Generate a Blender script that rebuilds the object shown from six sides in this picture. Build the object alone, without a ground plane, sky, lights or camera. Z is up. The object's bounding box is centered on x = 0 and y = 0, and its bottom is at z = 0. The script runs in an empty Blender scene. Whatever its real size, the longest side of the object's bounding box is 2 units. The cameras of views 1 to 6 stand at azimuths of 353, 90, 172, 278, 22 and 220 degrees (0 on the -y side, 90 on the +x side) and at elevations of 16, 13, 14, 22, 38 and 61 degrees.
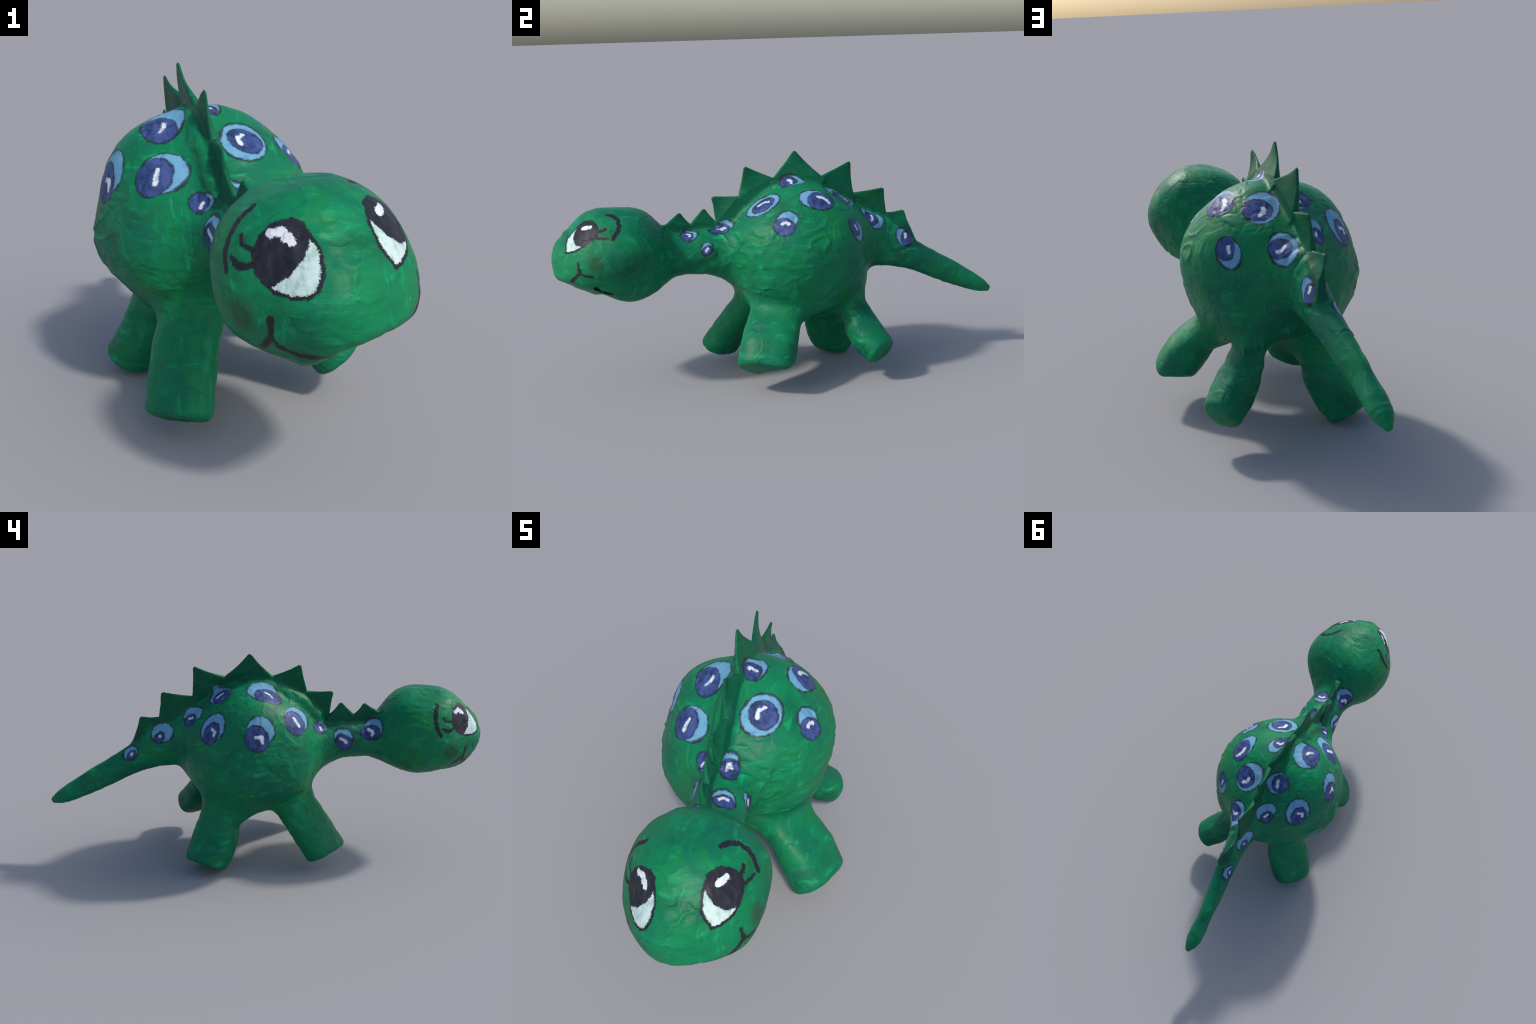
"""Hand-made papier-mache toy dinosaur: round torso, four stub legs, long neck with a
ball head, tapering tail, a crest of torn-paper spikes, all in brushed green paint with
blue eye-like spots and a painted face.

The body is one smooth surface: an implicit solid (lumpy balls, tapered tubes, thin
triangular plates, blended where they meet) is meshed once, wrinkled like pasted paper,
then cut by region into named parts that share their border vertices and normals."""
import bpy, math
import numpy as np
from mathutils import Vector, noise

# ------------------------------------------------------------------ body dimensions
# "lumpy ball": radius is a low-order polynomial of the direction; exponents (i, j, k) of x, y, z
def exponents(deg):
    return sorted([(i, j, k) for k in (0, 1) for i in range(deg + 1) for j in range(deg + 1) if i + j + k <= deg],
                  key=lambda e: (sum(e), e))

TORSO_CENTRE = [-0.0655, 0.0964, 0.5172]
TORSO_RADIUS = [0.3095, 0.0431, 0.0171, -0.0663, -0.0457, -0.2119, 0.0961, 0.1303, 0.0288, 0.0774, -0.0821, 0.0162, 0.1839,
    -0.0173, -0.062, 0.2058, 0.1708, 0.5686, -0.1459, -0.319, -0.0305, 0.4309, -0.2863, -0.3098, -0.0358, -0.1357,
    0.0356, -0.0772, -0.1258, -0.1044, 0.0772, -0.0075, -0.1893, 0.0048, 0.0073, -0.1338, -0.1597, -0.3714, 0.0618,
    0.2261, -0.0598, -0.4954, 0.2669, 0.3792, 0.1413, -0.2571, 0.2292, 0.1731, 0.0146]
HEAD_CENTRE = [0.1482, -0.7533, 0.5768]
HEAD_RADIUS = [0.1762, 0.0508, 0.006, -0.034, -0.0034, 0.1894, 0.0355, 0.1203, 0.0736, -0.0948, 0.0183, -0.05, 0.1338,
    -0.0469, 0.1247, 0.0356, 0.1301, -0.2056, -0.2798, -0.3842, -0.1232, -0.1643, -0.0786, -0.3008, -0.0253, 0.0306,
    -0.0122, 0.102, -0.1, 0.0719, -0.1156, 0.0791, -0.1373, 0.0009, -0.1121, -0.0143, -0.1528, 0.0936, 0.2822,
    0.276, 0.1918, 0.0472, 0.3512, 0.4036, 0.1778, 0.0204, 0.0485, 0.1593, -0.0036]
CHIN_PLANE = [0.3324, -0.3813, -0.8626, -0.0074]            # flat underside of the head: normal, offset
NECK_SPINE = [[-0.0194, -0.1953, 0.5344], [0.0282, -0.3324, 0.5781], [0.0603, -0.4927, 0.5767], [0.076, -0.7082, 0.6381]]
NECK_RADIUS = [0.1047, 0.0988, 0.089, 0.1053]
TAIL_SPINE = [[-0.0739, 0.281, 0.6082], [-0.1179, 0.4412, 0.5695], [-0.1556, 0.6047, 0.4933], [-0.1926, 0.734, 0.4253], [-0.2145, 0.8132, 0.3829], [-0.2394, 0.9266, 0.3242], [-0.2467, 0.9809, 0.2975]]
TAIL_RADIUS = [0.1291, 0.0558, 0.0434, 0.0373, 0.0319, 0.0363, 0.0146]
TAIL_HEIGHT = [0.1368, 0.1155, 0.0684, 0.0578, 0.0511, 0.0353, 0.0175]   # half height where TAIL_RADIUS is half width
# leg: hip, knee, foot, three radii, then flattening direction and amount,
# sole tilt (2), offset and roundness, and the plane that the foot is worn flat along
LEGS = [
    ((-0.098, -0.1, 0.34), (-0.14, -0.186, 0.242), (-0.179, -0.302, 0.079), (0.065, 0.066, 0.067), 0.817, -0.423, -0.015, -0.104, 0.0143, 0.0255, (0.0, 0.0, -1.0), -0.0200),
    ((0.006, 0.002, 0.339), (0.199, -0.051, 0.275), (0.291, -0.083, 0.156), (0.091, 0.117, 0.123), 0.055, 0.659, -0.354, -0.061, 0.0494, 0.0262, (0.076, 0.35, -0.934), -0.0948),
    ((-0.19, 0.189, 0.352), (-0.235, 0.21, 0.157), (-0.302, 0.253, 0.043), (0.061, 0.105, 0.095), 0.425, 0.190, -0.172, -0.095, 0.0126, 0.0260, (-0.069, -0.154, -0.986), -0.0212),
    ((0.017, 0.287, 0.401), (0.112, 0.349, 0.222), (0.165, 0.407, 0.157), (0.035, 0.076, 0.071), -0.494, 0.152, 0.252, -0.328, 0.0368, 0.0263, (0.0, 0.0, -1.0), -0.0700),
]
# blend widths where parts join
K_NECK, K_TAIL, K_HEAD, K_SPIKE = 0.101, 0.074, 0.095, 0.022
K_LEG = [0.071, 0.087, 0.076, 0.066]

# pasted strip that props the crest on the shaded side
BUTTRESS = [(-.078, .05, .846), (-.064, -.05, .838), (-.050, -.16, .782), (-.038, -.235, .716)]
BUTTRESS_RADIUS = [.017, .021, .020, .015]

# crest: (front foot, tip, back foot) of every spike, head to tail
SPIKES = [
    ((.052, -.508, .708), (.015, -.450, .757), (.008, -.405, .700)),
    ((.008, -.403, .700), (-.017, -.344, .768), (-.018, -.295, .705)),
    ((-.006, -.290, .700), (-.016, -.308, .817), (-.026, -.187, .812)),
    ((-.024, -.187, .812), (-.042, -.158, .945), (-.052, -.032, .886)),
    ((-.054, -.028, .888), (-.101, .067, 1.003), (-.083, .183, .884)),
    ((-.083, .187, .884), (-.134, .321, .943), (-.120, .330, .796)),
    ((-.120, .330, .796), (-.132, .473, .816), (-.144, .484, .697)),
    ((-.142, .484, .697), (-.165, .569, .706), (-.141, .606, .588)),
]

# ------------------------------------------------------------------ painted spots
# centre on the skin; outer (sky blue) and inner (deep blue) ellipses as offset u, v, half
# axes and turn in the skin's tangent plane, in mm and degrees; stroke of the white glint
SPOTS = [
    ([-0.024, 0.047, 0.868], [1.4, 7.2, 57.5, 41.3, 86], [-0.9, -9.8, 39.5, 31.6, 83], [[-21, -20], [-12, 1], [9, 2]]),
    ([0.068, -0.083, 0.785], [-3.1, 0.5, 83.9, 68.8, 86], [1.4, 2.6, 55.3, 49.7, -52], [[-11, -19], [-23, 9], [-5, 31]]),
    ([0.124, 0.156, 0.806], [-0.8, 9.8, 74.5, 57.8, -23], [15.4, -0.8, 61.5, 51.3, 10], [[7, 23], [24, 20], [41, 3], [48, -16]]),
    ([0.206, 0.013, 0.727], [5.1, 15.0, 47.7, 46.0, -24], [-4.5, -16.1, 49.9, 38.7, -23], [[-13, -2], [0, 5], [14, -2]]),
    ([-0.006, 0.269, 0.799], [-8.6, -11.9, 77.0, 63.3, 75], [8.1, -0.6, 54.6, 47.9, -53], [[-10, -4], [-15, 9], [5, 26]]),
    ([0.119, 0.32, 0.673], [5.9, -2.1, 56.9, 43.2, -57], [-6.1, 10.6, 39.2, 33.8, -64], [[4, 19], [8, 1]]),
    ([-0.052, 0.405, 0.69], [9.0, 1.2, 66.5, 50.9, -58], [-3.6, -0.4, 43.1, 36.1, -13], [[-12, -11], [3, -6], [12, 8]]),
    ([-0.108, 0.565, 0.586], [-3.8, 1.7, 46.4, 34.1, -55], [8.4, -6.2, 33.2, 29.7, -89], [[6, 13], [4, -2]]),
    ([0.076, -0.412, 0.664], [-1.8, 4.9, 41.7, 39.5, -1], [3.6, -4.5, 37.4, 26.0, 25], [[-15, -4], [-6, 7], [10, 7]]),
    ([0.024, -0.25, 0.676], [-0.9, 2.5, 42.9, 28.1, -84], [10.7, -24.4, 46.4, 31.1, -77], [[0, -30], [-7, -8], [0, 0], [9, -15]]),
    ([0.123, -0.328, 0.606], [0.3, 2.9, 29.4, 27.5, 73], [2.2, -3.3, 25.4, 17.8, 35], [[3, 4], [-3, -8]]),
    ([-0.16, 0.004, 0.843], [4.2, -8.3, 75.4, 68.2, -80], [-12.6, -33.7, 67.3, 47.3, -67], [[5, -15], [4, -37], [-12, -52]]),
    ([-0.189, -0.153, 0.72], [19.5, 9.5, 75.1, 60.8, -1], [-6.4, -5.3, 58.8, 57.5, 55], [[1, 15], [4, -9], [5, -28]]),
    ([-0.319, -0.004, 0.695], [10.1, 17.0, 65.2, 60.1, -45], [-10.5, -19.0, 60.1, 51.6, -68], [[-15, -11], [12, -13], [12, -36]]),
    ([-0.149, 0.194, 0.812], [5.5, 3.7, 55.4, 50.8, 82], [-6.9, -4.6, 44.1, 39.3, -49], [[13, -9], [-6, 15]]),
    ([-0.182, 0.326, 0.716], [1.5, 13.9, 53.1, 41.9, 30], [2.3, -12.2, 33.9, 28.9, 41], [[-6, -10], [7, -1]]),
    ([-0.295, 0.209, 0.694], [-3.3, 12.4, 73.2, 61.4, 70], [-1.9, -12.2, 51.9, 40.0, 73], [[-2, 7], [15, -2], [15, -16]]),
    ([-0.17, 0.472, 0.619], [5.2, 10.1, 55.4, 45.6, 25], [-6.8, -14.5, 30.1, 21.3, 59], [[-2, -5], [-12, -14]]),
    ([-0.195, 0.614, 0.526], [-1.8, 5.2, 38.7, 29.7, 44], [4.8, -2.2, 25.5, 16.8, 53], [[6, 2], [3, -3]]),
    ([-0.073, -0.251, 0.655], [7.9, -2.3, 31.9, 29.3, 41], [-7.8, -1.4, 33.9, 27.5, -29], [[3, -1], [1, -16]]),
    ([-0.063, -0.363, 0.602], [0.3, 9.6, 45.1, 36.5, -17], [0.3, -15.7, 42.5, 33.2, -43], [[-13, 0], [2, -9], [14, -19]]),
    ([-0.014, -0.491, 0.633], [4.2, 9.4, 52.6, 44.2, -76], [-6.8, -10.8, 45.3, 34.9, 14], [[-16, 1], [1, -6], [8, -17], [3, -26]]),
]
EYES = [
    ([0.049, -0.903, 0.688], [[-81.2, 2.1], [-80.6, -27.4], [-56.0, -57.4], [-15.3, -82.3], [27.6, -88.9], [68.6, -84.9], [87.1, -69.5], [92.6, -37.1], [80.1, 5.4], [58.8, 35.6], [38.0, 55.3], [21.3, 69.7], [-1.1, 76.0], [-42.6, 63.9], [-70.9, 35.8]], [[-83.0, 1.9], [-80.6, -27.4], [-68.1, -49.8], [-31.2, -73.9], [16.1, -45.3], [40.0, -5.9], [46.1, 24.6], [42.7, 48.4], [20.9, 71.2], [-1.1, 76.0], [-42.6, 63.9], [-70.9, 35.8]], [[-45, 39], [-21, 46], [5, 27]]),
    ([0.273, -0.843, 0.719], [[-74.7, -24.5], [-67.7, -55.2], [-54.6, -89.0], [-27.6, -89.6], [19.6, -72.3], [57.8, -39.2], [81.2, 5.8], [68.8, 51.3], [25.2, 76.2], [-21.6, 67.9], [-54.6, 24.0]], [[-44.5, 35.9], [-30.5, -21.6], [-5.0, -46.8], [31.9, -51.4], [63.9, -32.0], [85.2, 10.7], [68.8, 51.3], [25.2, 76.2], [-22.7, 65.2]], [[1, 31], [33, 41]]),
]
EYE_STROKES = [  # eyebrow and two lashes of each eye: points on the skin, then half width
    [([(.0, -.78, .761), (-.029, -.773, .735), (-.05, -.775, .706), (-.063, -.782, .671), (-.065, -.802, .638)], .0100),
     ([(-.031, -.811, .71), (-.031, -.825, .693), (-.01, -.854, .688)], .0065),
     ([(-.053, -.811, .663), (-.041, -.837, .651), (-.016, -.863, .659)], .008)],
    [([(.222, -.736, .792), (.235, -.707, .786), (.255, -.685, .773), (.281, -.677, .751), (.305, -.684, .729), (.322, -.7, .707)], .0095),
     ([(.293, -.735, .742), (.299, -.77, .728)], .008),
     ([(.321, -.723, .708), (.314, -.77, .709)], .006)],
]
MOUTH_STROKES = [
    ([(.007, -.923, .56), (.01, -.913, .518), (-.004, -.848, .473)], .0085),
    ([(.01, -.913, .518), (.025, -.913, .496), (.053, -.925, .481), (.085, -.944, .476), (.131, -.953, .474), (.17, -.962, .476)], .0085),
    ([(.333, -.847, .609), (.342, -.842, .568), (.317, -.883, .531)], .0085),
    ([(.342, -.842, .568), (.349, -.82, .559), (.353, -.792, .556)], .007),
]
CHIN_NOTCH = [(0.329, -0.784, 0.502), (0.305, -0.761, 0.49), (0.309, -0.729, 0.472)]   # gap in the paper under the jaw
CHEEKS = [((-.046, -.858, .554), .050), ((.353, -.773, .611), .045)]

# ------------------------------------------------------------------ implicit solid
def smin(a, b, k):
    h = np.maximum(k - np.abs(a - b), 0) / k
    return np.minimum(a, b) - h * h * k * 0.25

def smax(a, b, k):
    return -smin(-a, -b, k)

def lumpy_ball(P, centre, coef):
    d = P - np.array(centre)
    r = np.linalg.norm(d, axis=1) + 1e-9
    n = d / r[:, None]
    x, y, z = n.T
    px, py = [np.ones_like(x)], [np.ones_like(x)]
    deg = round(math.sqrt(len(coef))) - 1
    for _ in range(deg):
        px.append(px[-1] * x)
        py.append(py[-1] * y)
    R = np.zeros_like(x)
    for (i, j, k), c in zip(exponents(deg), coef):
        R += c * px[i] * py[j] * (z if k else 1)
    return r - R

def tube(P, pts, rad):
    best = None
    for a, b, ra, rb in zip(pts[:-1], pts[1:], rad[:-1], rad[1:]):
        ab = b - a
        t = np.clip((P - a) @ ab / (ab @ ab), 0, 1)
        f = np.linalg.norm(P - a - t[:, None] * ab, axis=1) - (ra + (rb - ra) * t)
        best = f if best is None else np.minimum(best, f)
    return best

def boxy_tube(P, pts, rad, frame):
    """Tube with a rounded-square cross-section."""
    best = None
    for a, b, ra, rb in zip(pts[:-1], pts[1:], rad[:-1], rad[1:]):
        ab = b - a
        t = np.clip((P - a) @ ab / (ab @ ab), 0, 1)
        d = np.abs((P - a - t[:, None] * ab) @ frame.T)
        f = (d * d * np.sqrt(d)).sum(1) ** .4 - (ra + (rb - ra) * t)
        best = f if best is None else np.minimum(best, f)
    return best

def smooth_spine(pts, rad, m=4):
    X = np.c_[np.array(pts), np.array(rad)]
    E = np.vstack([2 * X[0] - X[1], X, 2 * X[-1] - X[-2]])
    out = []
    for i in range(1, len(E) - 2):
        p0, p1, p2, p3 = E[i - 1:i + 3]
        for t in np.arange(m) / m:
            out.append(.5 * (2 * p1 + (p2 - p0) * t + (2 * p0 - 5 * p1 + 4 * p2 - p3) * t * t + (3 * p1 - p0 - 3 * p2 + p3) * t ** 3))
    out = np.array(out + [X[-1]])
    return out[:, :3], np.maximum(out[:, 3], .004)

def tail_solid(P):
    pts = np.array(TAIL_SPINE)
    ax = pts[-1] - pts[1]
    ax /= np.linalg.norm(ax)
    w = np.array([0, 0, 1.]) - ax * ax[2]
    w /= np.linalg.norm(w)
    C, R = smooth_spine(pts, TAIL_RADIUS)
    H = smooth_spine(pts, TAIL_HEIGHT)[1]
    best = None
    for a, b, ra, rb, ha, hb in zip(C[:-1], C[1:], R[:-1], R[1:], H[:-1], H[1:]):
        ab = b - a
        t = np.clip((P - a) @ ab / (ab @ ab), 0, 1)
        d = P - a - t[:, None] * ab
        r, h = ra + (rb - ra) * t, ha + (hb - ha) * t
        dw = d @ w
        side2 = np.maximum((d * d).sum(1) - dw * dw, 0)
        f = (np.sqrt((dw / h) ** 2 + side2 / r ** 2) - 1) * np.minimum(r, h)
        best = f if best is None else np.minimum(best, f)
    return best

def leg_solid(P, leg):
    hip, knee, foot, (r0, r1, r2), turn, flat, t1, t2, sole, edge, under, low = leg
    hip, knee, foot = map(np.array, (hip, knee, foot))
    ax = foot - hip
    ax /= np.linalg.norm(ax)
    e = np.cross(ax, [0, 1., 0])
    e /= np.linalg.norm(e)
    g = np.cross(ax, e)
    w = math.cos(turn) * e + math.sin(turn) * g
    squash = lambda p: p + (math.exp(flat) - 1) * np.outer((np.atleast_2d(p) - foot) @ w, w)
    X = squash(np.stack([hip, knee, foot]))
    end = X[2] + (X[2] - X[1]) / np.linalg.norm(X[2] - X[1]) * r2
    f = boxy_tube(squash(P), *smooth_spine([*X, end], [r0, r1, r2, r2], 3), np.stack([ax, w, np.cross(ax, w)])) * math.exp(-max(flat, 0) * .5)
    n = ax + t1 * e + t2 * g
    n /= np.linalg.norm(n)
    f = smax(f, (P - foot) @ n - sole, edge)
    under = np.array(under) / np.linalg.norm(under)
    return smax(f, P @ under - low, .014)       # worn flat underneath

def plate(P, corners, foot_r=.013, tip_r=.0045, sink=.03, root_depth=.1, hollow=.03, bow=.004):
    """Torn-paper spike: a thin triangle with slightly hollow sides and a blunt, slightly bent
    tip; its foot is thicker and sunk into the back."""
    a, t, b = map(np.array, corners)
    mid = (a + b) / 2
    up = t - mid
    h = np.linalg.norm(up)
    up = up / h
    t = t + up * .001
    n = np.cross(t - a, b - a)
    n /= np.linalg.norm(n)
    along = np.cross(up, n)
    heart = (a + t + b) / 3
    def hollowed(p, q):
        m = (p + q) / 2
        inward = heart - m
        return [p + (q - p) * s + inward * hollow * 4 * s * (1 - s) for s in (.25, .5, .75)]
    blunt = .009
    ta, tb = t + (a - t) / np.linalg.norm(a - t) * blunt, t + (b - t) / np.linalg.norm(b - t) * blunt
    a2 = a + (a - t) / np.linalg.norm(a - t) * sink
    b2 = b + (b - t) / np.linalg.norm(b - t) * sink
    loop = [a2, a, *hollowed(a, ta), ta, tb, *hollowed(tb, b), b, b2, (a2 + b2) / 2 - up * root_depth]
    s = np.clip((P - mid) @ up / h, 0, 1)
    pl = (P - a) @ n - bow * 4 * s * (1 - s) - .0025 * np.sin(((P - mid) @ along) * 55 + h * 90) * s
    x, y = (P - mid) @ along, (P - mid) @ up
    L = [((p - mid) @ along, (p - mid) @ up) for p in loop]
    inside = np.zeros(len(P), bool)
    edge = np.full(len(P), 1e9)
    for (x0, y0), (x1, y1) in zip(L, L[1:] + L[:1]):
        inside ^= ((y0 > y) != (y1 > y)) & (x < (x1 - x0) * (y - y0) / (y1 - y0 + 1e-12) + x0)
        u = np.clip(((x - x0) * (x1 - x0) + (y - y0) * (y1 - y0)) / ((x1 - x0) ** 2 + (y1 - y0) ** 2), 0, 1)
        edge = np.minimum(edge, np.hypot(x - x0 - u * (x1 - x0), y - y0 - u * (y1 - y0)))
    half = tip_r + (foot_r - tip_r) * np.maximum(0, 1 - s * 1.7) ** 1.5
    rim = np.where(inside, -edge, edge)
    return smax(np.abs(pl) - half, rim - .001, .008)

def only_near(P, pts, margin, fn):
    """Evaluate a part where it can matter; far away it is simply 'far'."""
    out = np.full(len(P), 1.0)
    m = near_box(P, pts, margin)
    if m.any():
        out[m] = fn(P[m])
    return out

def near_box(P, pts, margin):
    pts = np.array(pts)
    return ((P > pts.min(0) - margin) & (P < pts.max(0) + margin)).all(1)

def body_parts(P):
    head = lumpy_ball(P, HEAD_CENTRE, HEAD_RADIUS)
    n = np.array(CHIN_PLANE[:3])
    n = n / np.linalg.norm(n)
    head = smax(head, P @ n - CHIN_PLANE[3], .018)
    m = near_box(P, CHIN_NOTCH, .06)
    if m.any():
        head[m] = smax(head[m], -tube(P[m], np.array(CHIN_NOTCH), [.004, .013, .004]), .003)
    return {"torso": lumpy_ball(P, TORSO_CENTRE, TORSO_RADIUS), "head": head,
            "neck": only_near(P, NECK_SPINE, .25, lambda Q: tube(Q, *smooth_spine(NECK_SPINE, NECK_RADIUS))), "tail": only_near(P, TAIL_SPINE, .25, tail_solid),
            "legs": [only_near(P, leg[:3], .24, lambda Q, leg=leg: leg_solid(Q, leg)) for leg in LEGS]}

def solid(P, detail=False):
    o = body_parts(P)
    f = smin(o["torso"], o["neck"], K_NECK)
    f = smin(f, o["tail"], K_TAIL)
    f = smin(f, o["head"], K_HEAD)
    for g, k in zip(o["legs"], K_LEG):
        f = smin(f, g, k)
    f = smin(f, only_near(P, BUTTRESS, .12, lambda Q: tube(Q, *smooth_spine(BUTTRESS, BUTTRESS_RADIUS))), .06)
    crest = np.full((len(SPIKES), len(P)), 1.0)
    for i, corners in enumerate(SPIKES):
        m = near_box(P, corners, .08)
        if m.any():
            crest[i, m] = plate(P[m], corners)
    whole = smin(f, crest.min(0), K_SPIKE)
    if detail:
        return whole, f, o, crest
    return whole

def chunked(fn, P, n=150000):
    return np.concatenate([fn(P[i:i + n]) for i in range(0, len(P), n)]) if len(P) else np.zeros(0)

def back_without_crest(P):
    return solid(P, True)[1]

def gradient(P, h=1e-3, fn=solid):
    g = np.stack([chunked(fn, P + h * e) - chunked(fn, P - h * e) for e in np.eye(3)], 1)
    return g / (2 * h)

# ------------------------------------------------------------------ meshing (surface nets)
def mesh_solid(h=.0042):
    lo, hi = np.array([-.44, -1.03, -.03]), np.array([.44, 1.03, 1.04])
    C = 4
    n = (np.ceil((hi - lo) / h / C).astype(int) + 1) * C
    cn = n // C
    ax = [lo[i] + (np.arange(cn[i]) + .5) * C * h - h / 2 for i in range(3)]
    coarse = chunked(solid, np.stack(np.meshgrid(*ax, indexing="ij"), -1).reshape(-1, 3)).reshape(cn)
    F = np.repeat(np.repeat(np.repeat(np.where(coarse < 0, -1., 1.).astype(np.float32), C, 0), C, 1), C, 2)
    todo = np.repeat(np.repeat(np.repeat(np.abs(coarse) < C * h * 1.5, C, 0), C, 1), C, 2)
    idx = np.argwhere(todo)
    F[todo] = chunked(solid, lo + idx * h)
    S = F < 0
    corner = [(i, j, k) for i in (0, 1) for j in (0, 1) for k in (0, 1)]
    m = n - 1
    view = lambda A, c: A[c[0]:c[0] + m[0], c[1]:c[1] + m[1], c[2]:c[2] + m[2]]
    count = sum(view(S, c).astype(np.int8) for c in corner)
    cells = np.argwhere((count > 0) & (count < 8))
    V = {c: F[cells[:, 0] + c[0], cells[:, 1] + c[1], cells[:, 2] + c[2]] for c in corner}
    acc, num = np.zeros((len(cells), 3)), np.zeros(len(cells))
    for c in corner:
        for a in range(3):
            if c[a] == 0:
                d = list(c)
                d[a] = 1
                va, vb = V[c], V[tuple(d)]
                cross = (va < 0) != (vb < 0)
                t = np.where(cross, va / np.where(cross, va - vb, 1), 0)
                p = np.array(c, float) + t[:, None] * np.eye(3)[a]
                acc += np.where(cross[:, None], p, 0)
                num += cross
    verts = lo + (cells + acc / num[:, None]) * h
    ident = np.full(m, -1, np.int32)
    ident[tuple(cells.T)] = np.arange(len(cells))
    faces = []
    for a in range(3):
        b, c = (a + 1) % 3, (a + 2) % 3
        lo_s, hi_s = [slice(None)] * 3, [slice(None)] * 3
        lo_s[a], hi_s[a] = slice(0, -1), slice(1, None)
        s0, s1 = S[tuple(lo_s)], S[tuple(hi_s)]
        e = np.argwhere(s0 != s1)
        e = e[(e[:, b] > 0) & (e[:, c] > 0)]
        flip = s0[tuple(e.T)]
        quad = []
        for db, dc in ((1, 1), (0, 1), (0, 0), (1, 0)):
            q = e.copy()
            q[:, b] -= db
            q[:, c] -= dc
            quad.append(ident[tuple(q.T)])
        quad = np.stack(quad, 1)
        quad[~flip] = quad[~flip][:, ::-1]
        faces.append(quad)
    faces = np.concatenate(faces)
    # even out the quads, then pull every vertex back onto the solid
    for _ in range(3):
        acc, num = np.zeros_like(verts), np.zeros(len(verts))
        for i in range(4):
            for j in (1, 3):
                np.add.at(acc, faces[:, i], verts[faces[:, (i + j) % 4]])
                np.add.at(num, faces[:, i], 1)
        verts = verts + .5 * (acc / num[:, None] - verts)
    for _ in range(2):
        f, g = chunked(solid, verts), gradient(verts)
        step = f[:, None] * g / np.maximum((g * g).sum(1), .3)[:, None]
        verts = verts - np.clip(step, -h, h)
    return verts, faces

def face_normals(verts, faces):
    p = verts[faces]
    n = np.cross(p[:, 2] - p[:, 0], p[:, 3] - p[:, 1])
    return n / (np.linalg.norm(n, axis=1)[:, None] + 1e-12)

def vertex_normals(verts, faces):
    p = verts[faces]
    n = np.cross(p[:, 2] - p[:, 0], p[:, 3] - p[:, 1])
    vn = np.zeros_like(verts)
    for i in range(4):
        np.add.at(vn, faces[:, i], n)
    return vn / (np.linalg.norm(vn, axis=1)[:, None] + 1e-12)

# ------------------------------------------------------------------ pasted-paper relief
CRUMPLED = [((.13, -.12, .67), .17), ((-.30, .06, .56), .16), ((.2, .1, .6), .13), ((.16, -.9, .66), .10)]
def paper_relief(verts, normals, crest):
    """Height of wrinkles, strip edges and lumps over the skin, in metres."""
    h = np.zeros(len(verts))
    thin = np.clip((crest + .004) / .03, .15, 1)      # spikes stay clean
    fold = lambda v: abs(noise.noise(v))
    for i, (x, y, z) in enumerate(verts):
        p = Vector((x, y, z))
        q = p + noise.noise_vector(p * 6) * .04 + noise.noise_vector(p * 19) * .018
        dent = noise.noise(p * 6.5 + Vector((11, 4, 2)))
        crumple = fold(Vector((q.x * 8, q.y * 7, q.z * 11))) - .25
        small = fold(Vector((q.x * 17 + 9, q.y * 15, q.z * 24))) - .25
        ridge = (1 - min(1, 2.6 * fold(Vector((q.x * 13 + 5, q.y * 11 + 2, q.z * 20))))) ** 2
        nick = (1 - min(1, 3.2 * fold(Vector((q.x * 26 - 5, q.y * 23 + 2, q.z * 36))))) ** 2
        side = max(-1, min(1, noise.noise(q * 5) * 4))
        where = min(1, max(0, noise.noise(p * 3.1 + Vector((3, 1, 7))) * 1.2 + .15))
        patch = 0
        for spot, reach in CRUMPLED:
            patch = max(patch, math.exp(-((p - Vector(spot)).length / reach) ** 2))
        where = max(where, patch)
        sparse = min(1, max(0, noise.noise(p * 5 + Vector((8, 2, 5))) * 3))
        cell = noise.voronoi(Vector((q.x * 11, q.y * 9, q.z * 12)))[1][0]
        tilt = noise.cell_vector(cell * 57.3) - Vector((.5, .5, .5))
        facet = (q - Vector((cell.x / 11, cell.y / 9, cell.z / 12))).dot(tilt) * 22
        h[i] = (.0030 * dent + .0018 * facet - (.5 + .5 * where) * .0064 * crumple
                + (.3 + .7 * where) * (.0022 * side * ridge - .0040 * small) - .0016 * sparse * nick
                + patch * .0075 * (ridge - .25) * (.6 + .4 * side))
    h += .0005 - h.mean()
    return h * thin

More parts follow.
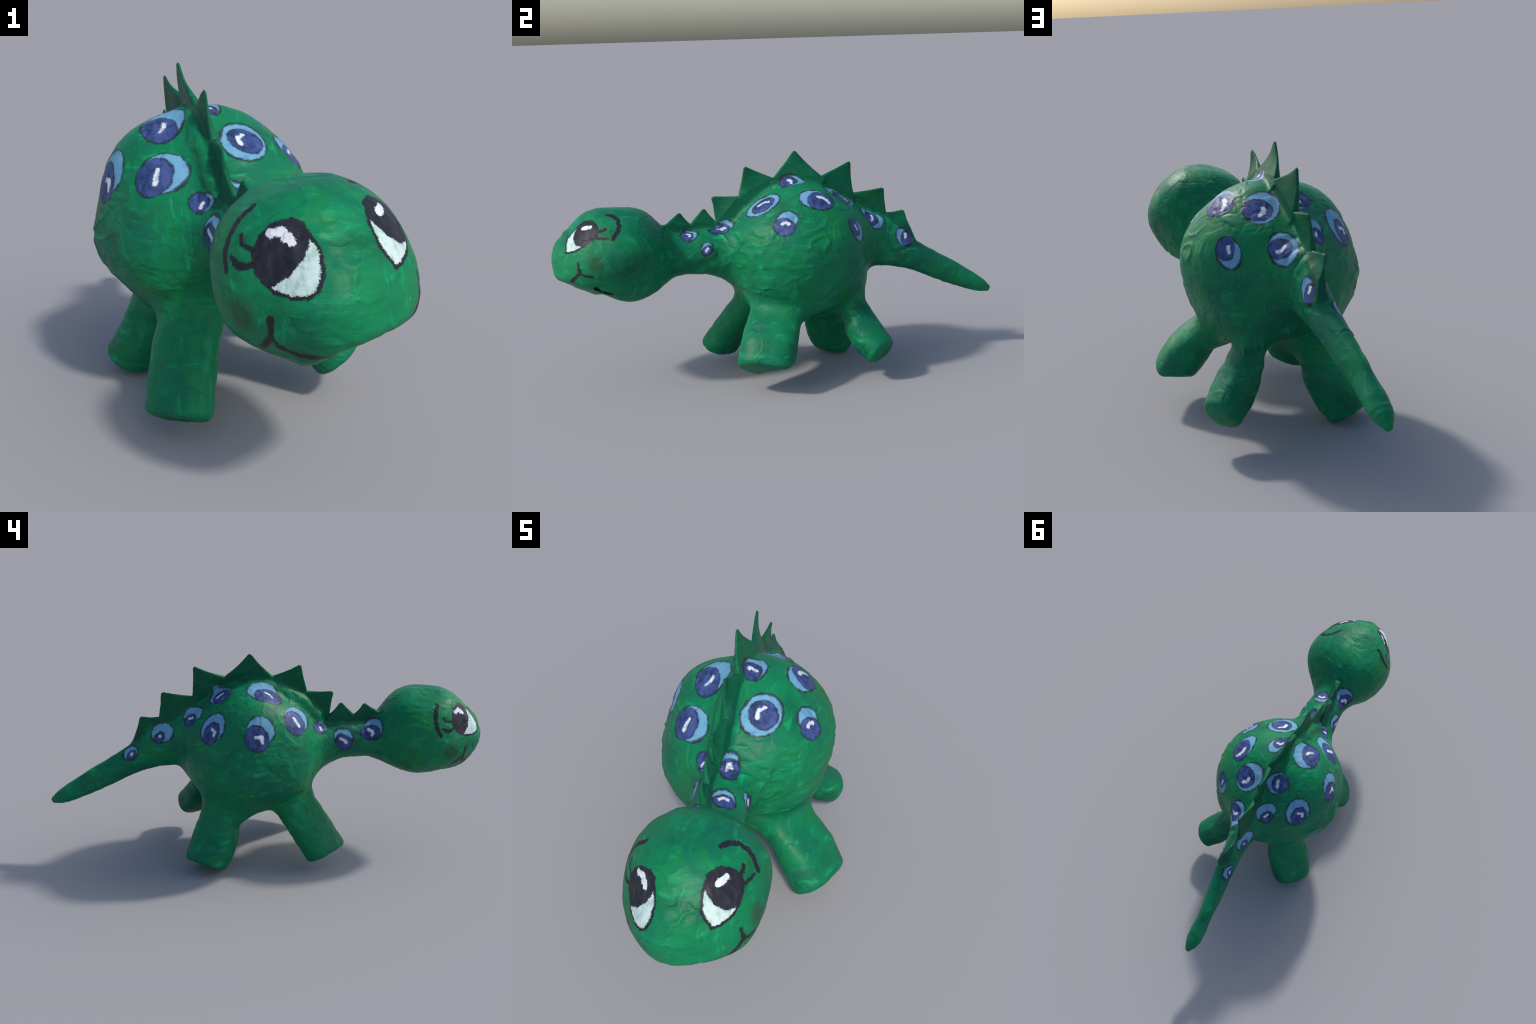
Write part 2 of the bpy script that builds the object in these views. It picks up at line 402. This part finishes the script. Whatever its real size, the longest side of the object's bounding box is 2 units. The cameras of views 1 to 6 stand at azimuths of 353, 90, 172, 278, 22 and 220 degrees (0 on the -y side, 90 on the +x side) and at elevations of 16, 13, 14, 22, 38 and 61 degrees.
# ------------------------------------------------------------------ shader helpers
class Nodes:
    def __init__(self, tree):
        self.t = tree
    def put(self, kind, **props):
        n = self.t.nodes.new(kind)
        for k, v in props.items():
            setattr(n, k, v)
        return n
    def wire(self, value, socket):
        if isinstance(value, bpy.types.NodeSocket):
            self.t.links.new(value, socket)
        else:
            socket.default_value = value
    def math(self, op, a, b=0.0, clamp=False):
        n = self.put("ShaderNodeMath", operation=op, use_clamp=clamp)
        self.wire(a, n.inputs[0])
        self.wire(b, n.inputs[1])
        return n.outputs[0]
    def vec(self, op, a, b=(0, 0, 0)):
        n = self.put("ShaderNodeVectorMath", operation=op)
        self.wire(a, n.inputs[0])
        self.wire(b, n.inputs[1])
        return n.outputs["Value" if op in ("DOT_PRODUCT", "LENGTH", "DISTANCE") else "Vector"]
    def ramp(self, x, lo, hi, a=0.0, b=1.0, smooth=True):
        n = self.put("ShaderNodeMapRange", interpolation_type="SMOOTHSTEP" if smooth else "LINEAR")
        for s, v in zip(("Value", "From Min", "From Max", "To Min", "To Max"), (x, lo, hi, a, b)):
            self.wire(v, n.inputs[s])
        return n.outputs[0]
    def mix(self, fac, a, b, mode="MIX"):
        n = self.put("ShaderNodeMix", data_type="RGBA", blend_type=mode)
        self.wire(fac, n.inputs[0])
        self.wire(a if not isinstance(a, tuple) else (*a[:3], 1), n.inputs[6])
        self.wire(b if not isinstance(b, tuple) else (*b[:3], 1), n.inputs[7])
        return n.outputs[2]
    def noise(self, vector, scale, detail=3.0, rough=.55, distortion=0.0):
        n = self.put("ShaderNodeTexNoise")
        self.wire(vector, n.inputs["Vector"])
        for k, v in (("Scale", scale), ("Detail", detail), ("Roughness", rough), ("Distortion", distortion)):
            n.inputs[k].default_value = v
        return n.outputs["Fac"], n.outputs["Color"]
    def stretch(self, vector, scale, rotation=(0, 0, 0)):
        n = self.put("ShaderNodeMapping")
        self.wire(vector, n.inputs["Vector"])
        n.inputs["Scale"].default_value = scale
        n.inputs["Rotation"].default_value = rotation
        return n.outputs[0]

GREEN = (0.005, 0.182, 0.074)  # darkened and blued below the lit paint, toward the scan's shaded sides
TEAL = (0.005, 0.120, 0.070)
LEAF = (0.010, 0.185, 0.036)
BRIGHT = (0.009, 0.420, 0.165)  # lit-up green of the scan's highlights, painted in as streaks
OLIVE = (0.032, 0.085, 0.036)
SKY, SKY_DIM = (0.140, 0.335, 0.500), (0.065, 0.185, 0.330)
NAVY, NAVY_DARK = (0.052, 0.086, 0.250), (0.020, 0.036, 0.105)
INK = (0.016, 0.018, 0.026)
CHALK, CHALK_DIM = (0.640, 0.690, 0.750), (0.330, 0.410, 0.450)

def green_paint_group():
    g = bpy.data.node_groups.new("green_paint", "ShaderNodeTree")
    g.interface.new_socket("Color", in_out="OUTPUT", socket_type="NodeSocketColor")
    g.interface.new_socket("Crest", in_out="INPUT", socket_type="NodeSocketFloat")
    g.interface.new_socket("Height", in_out="OUTPUT", socket_type="NodeSocketFloat")
    n = Nodes(g)
    pos = n.put("ShaderNodeTexCoord").outputs["Object"]
    big, _ = n.noise(pos, 3.2, 3, .6, .6)
    mid, _ = n.noise(pos, 9, 4, .6, .8)
    streak_a, _ = n.noise(n.stretch(pos, (42, 12, 12), (.5, .3, .9)), 1, 4, .65, .5)
    streak_b, _ = n.noise(n.stretch(pos, (10, 13, 48), (.2, .7, .2)), 1, 4, .65, .5)
    which, _ = n.noise(pos, 5, 1)
    sel = n.ramp(which, .45, .55)
    m = n.put("ShaderNodeMix", data_type="FLOAT")
    n.wire(sel, m.inputs[0]); n.wire(streak_a, m.inputs[2]); n.wire(streak_b, m.inputs[3])
    streak = m.outputs[0]
    fine, _ = n.noise(pos, 90, 3, .6)
    col = n.mix(n.ramp(big, .45, .66, 0, .9), GREEN, TEAL)
    deep, _ = n.noise(n.stretch(pos, (1, 1, 1.6), (0, .4, 0)), 2.4, 4, .6, .8)
    col = n.mix(n.ramp(deep, .55, .72, 0, .75), col, (0.003, 0.076, 0.034))  # scan's baked-in darkness, scattered into the colour as noise patches
    col = n.mix(n.ramp(mid, .52, .70, 0, .65), col, LEAF)
    col = n.mix(n.ramp(streak, .50, .82, 0, .75), col, BRIGHT)
    col = n.mix(n.ramp(streak, .46, .26, 0, .55), col, TEAL)
    olive_patch, _ = n.noise(pos, 6.3, 5, .65, 1.0)
    col = n.mix(n.ramp(olive_patch, .59, .76, 0, .5), col, OLIVE)
    speck, _ = n.noise(pos, 38, 2, .5)
    col = n.mix(n.ramp(speck, .74, .80, 0, .55), col, (0.10, 0.42, 0.11))
    col = n.mix(n.ramp(fine, .3, .7, 0, .22), col, (0.006, 0.13, 0.06))
    # shade baked into the scan's spikes, multiplied into the green and faded onto the back
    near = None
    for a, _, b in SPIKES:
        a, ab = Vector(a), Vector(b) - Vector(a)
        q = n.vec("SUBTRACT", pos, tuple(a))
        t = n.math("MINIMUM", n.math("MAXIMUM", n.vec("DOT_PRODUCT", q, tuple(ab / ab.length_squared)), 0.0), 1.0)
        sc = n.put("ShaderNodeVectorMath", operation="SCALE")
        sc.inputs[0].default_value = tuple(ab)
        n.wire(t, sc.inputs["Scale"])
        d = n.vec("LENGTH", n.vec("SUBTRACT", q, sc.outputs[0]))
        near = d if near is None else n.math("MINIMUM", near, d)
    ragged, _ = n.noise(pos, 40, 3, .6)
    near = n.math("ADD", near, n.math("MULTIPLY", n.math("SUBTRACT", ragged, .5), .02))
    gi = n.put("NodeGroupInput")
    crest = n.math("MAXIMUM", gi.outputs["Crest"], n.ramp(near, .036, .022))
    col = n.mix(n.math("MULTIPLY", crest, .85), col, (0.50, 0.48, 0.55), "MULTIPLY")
    out = n.put("NodeGroupOutput")
    n.wire(col, out.inputs["Color"])
    h = n.math("ADD", n.math("MULTIPLY", streak, .6), n.math("MULTIPLY", fine, .4))
    n.wire(h, out.inputs["Height"])
    return g

class Paint:
    """One painted material: green brushwork first, then shapes painted over it."""
    def __init__(self, name, group):
        m = self.material = bpy.data.materials.new(name)
        m.use_nodes = True
        self.n = n = Nodes(m.node_tree)
        self.bsdf = m.node_tree.nodes["Principled BSDF"]
        g = self.group = n.put("ShaderNodeGroup", node_tree=group)
        g.inputs["Crest"].default_value = 0.0
        self.colour = g.outputs["Color"]
        bump = n.put("ShaderNodeBump")
        bump.inputs["Strength"].default_value, bump.inputs["Distance"].default_value = .35, .005
        n.wire(g.outputs["Height"], bump.inputs["Height"])
        n.wire(bump.outputs[0], self.bsdf.inputs["Normal"])
        self.bsdf.inputs["Roughness"].default_value = .44
        self.bsdf.inputs["Specular IOR Level"].default_value = .14
        self._p = None
    @property
    def point(self):              # position with the unsteadiness of the brush
        if self._p is None:
            n = self.n
            pos = n.put("ShaderNodeTexCoord").outputs["Object"]
            _, c1 = n.noise(pos, 55, 3, .6)
            _, c2 = n.noise(pos, 260, 2, .6)
            w = n.vec("ADD", n.vec("SCALE", n.vec("SUBTRACT", c1, (.5, .5, .5))), n.vec("SCALE", n.vec("SUBTRACT", c2, (.5, .5, .5))))
            for node, s in zip([x for x in self.material.node_tree.nodes if x.type == "VECT_MATH" and x.operation == "SCALE"], (.015, .010)):
                node.inputs["Scale"].default_value = s
            self._p = n.vec("ADD", pos, w)
            self.pos = pos
        return self._p
    def over(self, mask, colour):
        self.colour = self.n.mix(mask, self.colour, colour)
    def blend(self, a, b, scale=45, lo=.35, hi=.65):
        f, _ = self.n.noise(self.n.stretch(self.point, (1, 1, .35), (.6, .4, .3)), scale, 3, .6)
        return self.n.mix(self.n.ramp(f, lo, hi), a, b)
    def ellipse(self, ell):
        """Signed distance (metres, about) to an ellipse lying on the skin."""
        n = self.n
        q = n.vec("SUBTRACT", self.point, tuple(ell["centre"]))
        u = n.vec("DOT_PRODUCT", q, tuple(ell["x"] / ell["a"]))
        v = n.vec("DOT_PRODUCT", q, tuple(ell["y"] / ell["b"]))
        r = n.math("SQRT", n.math("ADD", n.math("MULTIPLY", u, u), n.math("MULTIPLY", v, v)))
        return n.math("MULTIPLY", n.math("SUBTRACT", r, 1.0), math.sqrt(ell["a"] * ell["b"]))
    def outline(self, centre, frame, loop):
        """Signed distance to a convex painted outline given by its corners (mm) in the skin plane."""
        n, best = self.n, None
        q = n.vec("SUBTRACT", self.point, tuple(centre))
        for (x0, y0), (x1, y1) in zip(loop, loop[1:] + loop[:1]):
            l = math.hypot(x1 - x0, y1 - y0)
            nx, ny = (y1 - y0) / l, (x0 - x1) / l
            d = n.vec("DOT_PRODUCT", q, tuple(nx * frame[1] + ny * frame[2]))
            d = n.math("SUBTRACT", d, (nx * x0 + ny * y0) / 1000)
            if best is None:
                best = d
            else:
                m = n.put("ShaderNodeMath", operation="SMOOTH_MAX")
                n.wire(best, m.inputs[0]); n.wire(d, m.inputs[1])
                m.inputs[2].default_value = .004
                best = m.outputs[0]
        return best
    def stroke(self, pts):
        """Distance to a brush stroke through the points."""
        n, best = self.n, None
        for a, b in zip(pts[:-1], pts[1:]):
            a, b = Vector(a), Vector(b)
            ab = b - a
            q = n.vec("SUBTRACT", self.point, tuple(a))
            t = n.vec("DOT_PRODUCT", q, tuple(ab / ab.length_squared))
            t = n.math("MINIMUM", n.math("MAXIMUM", t, 0.0), 1.0)
            s = n.put("ShaderNodeVectorMath", operation="SCALE")
            s.inputs[0].default_value = tuple(ab)
            n.wire(t, s.inputs["Scale"])
            d = n.vec("LENGTH", n.vec("SUBTRACT", q, s.outputs[0]))
            best = d if best is None else n.math("MINIMUM", best, d)
        return best
    def fill(self, d, colour, soft=.0024, strength=1.0):
        self.over(self.n.ramp(d, soft, -soft, 0, strength), colour)
    def line(self, d, width, colour, soft=.0016, strength=1.0):
        n = self.n
        uneven, _ = n.noise(self.point, 24, 2, .5)
        w = n.ramp(uneven, .3, .7, width * .45, width * 1.7)
        a = n.math("SUBTRACT", n.math("ABSOLUTE", d), w)
        self.over(n.ramp(a, soft, -soft, 0, strength), colour)
    def finish(self):
        self.n.wire(self.colour, self.bsdf.inputs["Base Color"])
        return self.material

def tangent_frame(p):
    n = gradient(np.array([p]), fn=back_without_crest)[0]
    n /= np.linalg.norm(n)
    # the spot lies on the back itself, not on the spike beside it
    up = np.array([0, 0, 1.]) if abs(n[2]) < .8 else np.array([0, 1., 0])
    u = np.cross(up, n)
    u /= np.linalg.norm(u)
    return n, u, np.cross(n, u)

def make_ellipse(centre, frame, e):
    n, u, v = frame
    du, dv, a, b, turn = e
    c, s = math.cos(math.radians(turn)), math.sin(math.radians(turn))
    return {"centre": np.array(centre) + (du * u + dv * v) / 1000, "x": c * u + s * v, "y": c * v - s * u,
            "a": a / 1000, "b": b / 1000, "n": n}

def ellipse_reach(P, ell):
    q = P - ell["centre"]
    r = np.hypot(q @ ell["x"] / ell["a"], q @ ell["y"] / ell["b"])
    d = (r - 1) * math.sqrt(ell["a"] * ell["b"])
    rise = q @ ell["n"]
    return np.where((rise < .03) & (rise > -.6 * ell["a"] - .01), d, 1.0)

def outline_reach(P, centre, frame, loop):
    q = (P - np.array(centre)) * 1000
    u, v = q @ frame[1], q @ frame[2]
    best = np.full(len(P), -1e9)
    for (x0, y0), (x1, y1) in zip(loop, loop[1:] + loop[:1]):
        l = math.hypot(x1 - x0, y1 - y0)
        best = np.maximum(best, ((u - x0) * (y1 - y0) - (v - y0) * (x1 - x0)) / l)
    return np.where(np.abs(q @ frame[0]) < 70, best / 1000, 1.0)

def stroke_reach(P, pts):
    best = np.full(len(P), 1.0)
    for a, b in zip(pts[:-1], pts[1:]):
        a, b = np.array(a), np.array(b)
        t = np.clip((P - a) @ (b - a) / ((b - a) @ (b - a)), 0, 1)
        best = np.minimum(best, np.linalg.norm(P - a - t[:, None] * (b - a), axis=1))
    return best

# ------------------------------------------------------------------ build
verts, faces = mesh_solid()
normals = vertex_normals(verts, faces)
crest_v = np.concatenate([solid(verts[i:i + 150000], True)[3].min(0) for i in range(0, len(verts), 150000)])
verts = verts + normals * paper_relief(verts, normals, crest_v)[:, None]
verts[:, 2] -= verts[:, 2].min()
normals = vertex_normals(verts, faces)
centres = verts[faces].mean(1)

whole, bare, parts, crest = solid(centres, True)
kinds = ["torso", "head", "neck", "tail"] + [f"leg {i}" for i in range(4)] + [f"spike {i}" for i in range(len(SPIKES))]
dist = np.stack([parts["torso"], parts["head"], parts["neck"], parts["tail"], *parts["legs"]])
owner = dist.argmin(0)
is_spike = crest.min(0) < bare - .001
owner = np.where(is_spike, 8 + crest.argmin(0), owner)

figure = bpy.data.objects.new("toy_dinosaur", None)
bpy.context.scene.collection.objects.link(figure)
figure["label"] = "Green papier-mache toy dinosaur with blue painted spots and spiky crest"
figure["category"] = "toy dinosaur"

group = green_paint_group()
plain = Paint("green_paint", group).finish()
crest_shade_tint = Paint("crest_shade_tint", group)
crest_shade_tint.group.inputs["Crest"].default_value = 1.0
crest_shade_tint = crest_shade_tint.finish()

# painted marks: every mark is its own piece of skin with its own paint
marks = []                                   # (name, parent index, face mask, material)
free = np.ones(len(faces), bool)
FN = face_normals(verts, faces)

def claim(name, reach, material, facing=None):
    mask = (reach < .007) & free
    if facing is not None:
        mask &= (FN @ facing) > .05
    if not mask.any():
        return
    free[mask] = False
    marks.append((name, np.bincount(owner[mask]).argmax(), mask, material))

for i, (centre, outer, inner, glint) in enumerate(SPOTS):
    fr = tangent_frame(centre)
    E, I = make_ellipse(centre, fr, outer), make_ellipse(centre, fr, inner)
    pts = [np.array(centre) + (a * fr[1] + b * fr[2]) / 1000 for a, b in glint]
    size = min(1, .35 + I["b"] / .05 * .65)
    p = Paint("spot_paint", group)
    dE, dI = p.ellipse(E), p.ellipse(I)
    p.fill(dE, p.blend(SKY, SKY_DIM, 30, .45, .85))
    p.line(dE, .0038, INK, .003, .85)
    p.fill(dI, p.blend(NAVY, NAVY_DARK, 38, .38, .68))
    p.line(dI, .0026, INK, .003, .8)
    p.fill(p.n.math("SUBTRACT", p.stroke(pts), .0035 + .0042 * size), p.blend(CHALK, CHALK_DIM, 70, .45, .75), .0026)
    claim("spot", np.minimum(ellipse_reach(centres, E), ellipse_reach(centres, I)), p.finish(), fr[0])

for (centre, outer, inner, glint), strokes in zip(EYES, EYE_STROKES):
    fr = tangent_frame(centre)
    pts = [np.array(centre) + (a * fr[1] + b * fr[2]) / 1000 for a, b in glint]
    p = Paint("eye_paint", group)
    dE, dI = p.outline(centre, fr, outer), p.outline(centre, fr, inner)
    p.fill(dE, INK, .002)
    p.fill(p.n.math("ADD", dE, .0085), p.blend((.50, .64, .62), (.33, .48, .45), 60, .4, .7), .002)
    p.fill(dI, p.blend(INK, (.03, .032, .042), 50, .4, .7), .002)
    reach = outline_reach(centres, centre, fr, outer)
    for s, w in strokes[1:]:
        p.fill(p.n.math("SUBTRACT", p.stroke(s), w), INK, .0025)
        reach = np.minimum(reach, stroke_reach(centres, s) - w)
    p.fill(p.n.math("SUBTRACT", p.stroke(pts), .0105), p.blend(CHALK, CHALK_DIM, 60, .5, .8), .002)
    claim("eye", reach, p.finish(), fr[0])
    s, w = strokes[0]
    p = Paint("eyebrow_paint", group)
    p.fill(p.n.math("SUBTRACT", p.stroke(s), w), p.blend(INK, (.05, .05, .06), 60, .5, .8), .002)
    claim("eyebrow", stroke_reach(centres, s) - w, p.finish())

p = Paint("mouth_paint", group)
reach = np.full(len(centres), 1.0)
for c, r in CHEEKS:
    d = p.n.math("SUBTRACT", p.n.vec("DISTANCE", p.point, c), r)
    p.over(p.n.ramp(d, .006, -.03, 0, .6), (0.030, 0.048, 0.028))
    reach = np.minimum(reach, np.linalg.norm(centres - np.array(c), axis=1) - r)
for s, w in MOUTH_STROKES:
    p.fill(p.n.math("SUBTRACT", p.stroke(s), w), (0.022, 0.020, 0.020), .003)
    reach = np.minimum(reach, stroke_reach(centres, s) - w)
d = p.n.math("SUBTRACT", p.stroke(CHIN_NOTCH), .012)
p.fill(d, (.002, .002, .002), .002)
reach = np.minimum(reach, stroke_reach(centres, CHIN_NOTCH) - .012)
claim("mouth", reach, p.finish())

def piece(name, mask, material, parent):
    f = faces[mask]
    used, inv = np.unique(f, return_inverse=True)
    me = bpy.data.meshes.new(name)
    me.from_pydata(verts[used].tolist(), [], inv.reshape(f.shape).tolist())
    me.polygons.foreach_set("use_smooth", np.ones(len(f), bool))
    me.materials.append(material)
    me.update()
    me.normals_split_custom_set_from_vertices(normals[used].tolist())
    ob = bpy.data.objects.new(name, me)
    bpy.context.scene.collection.objects.link(ob)
    ob.parent = parent
    return ob

made = {}
for i, kind in enumerate(kinds):
    mask = (owner == i) & free
    if mask.any():
        made[i] = piece(kind.split()[0], mask, crest_shade_tint if kind.startswith("spike") else plain, figure)
for name, i, mask, material in marks:
    piece(name, mask, material, made[i])
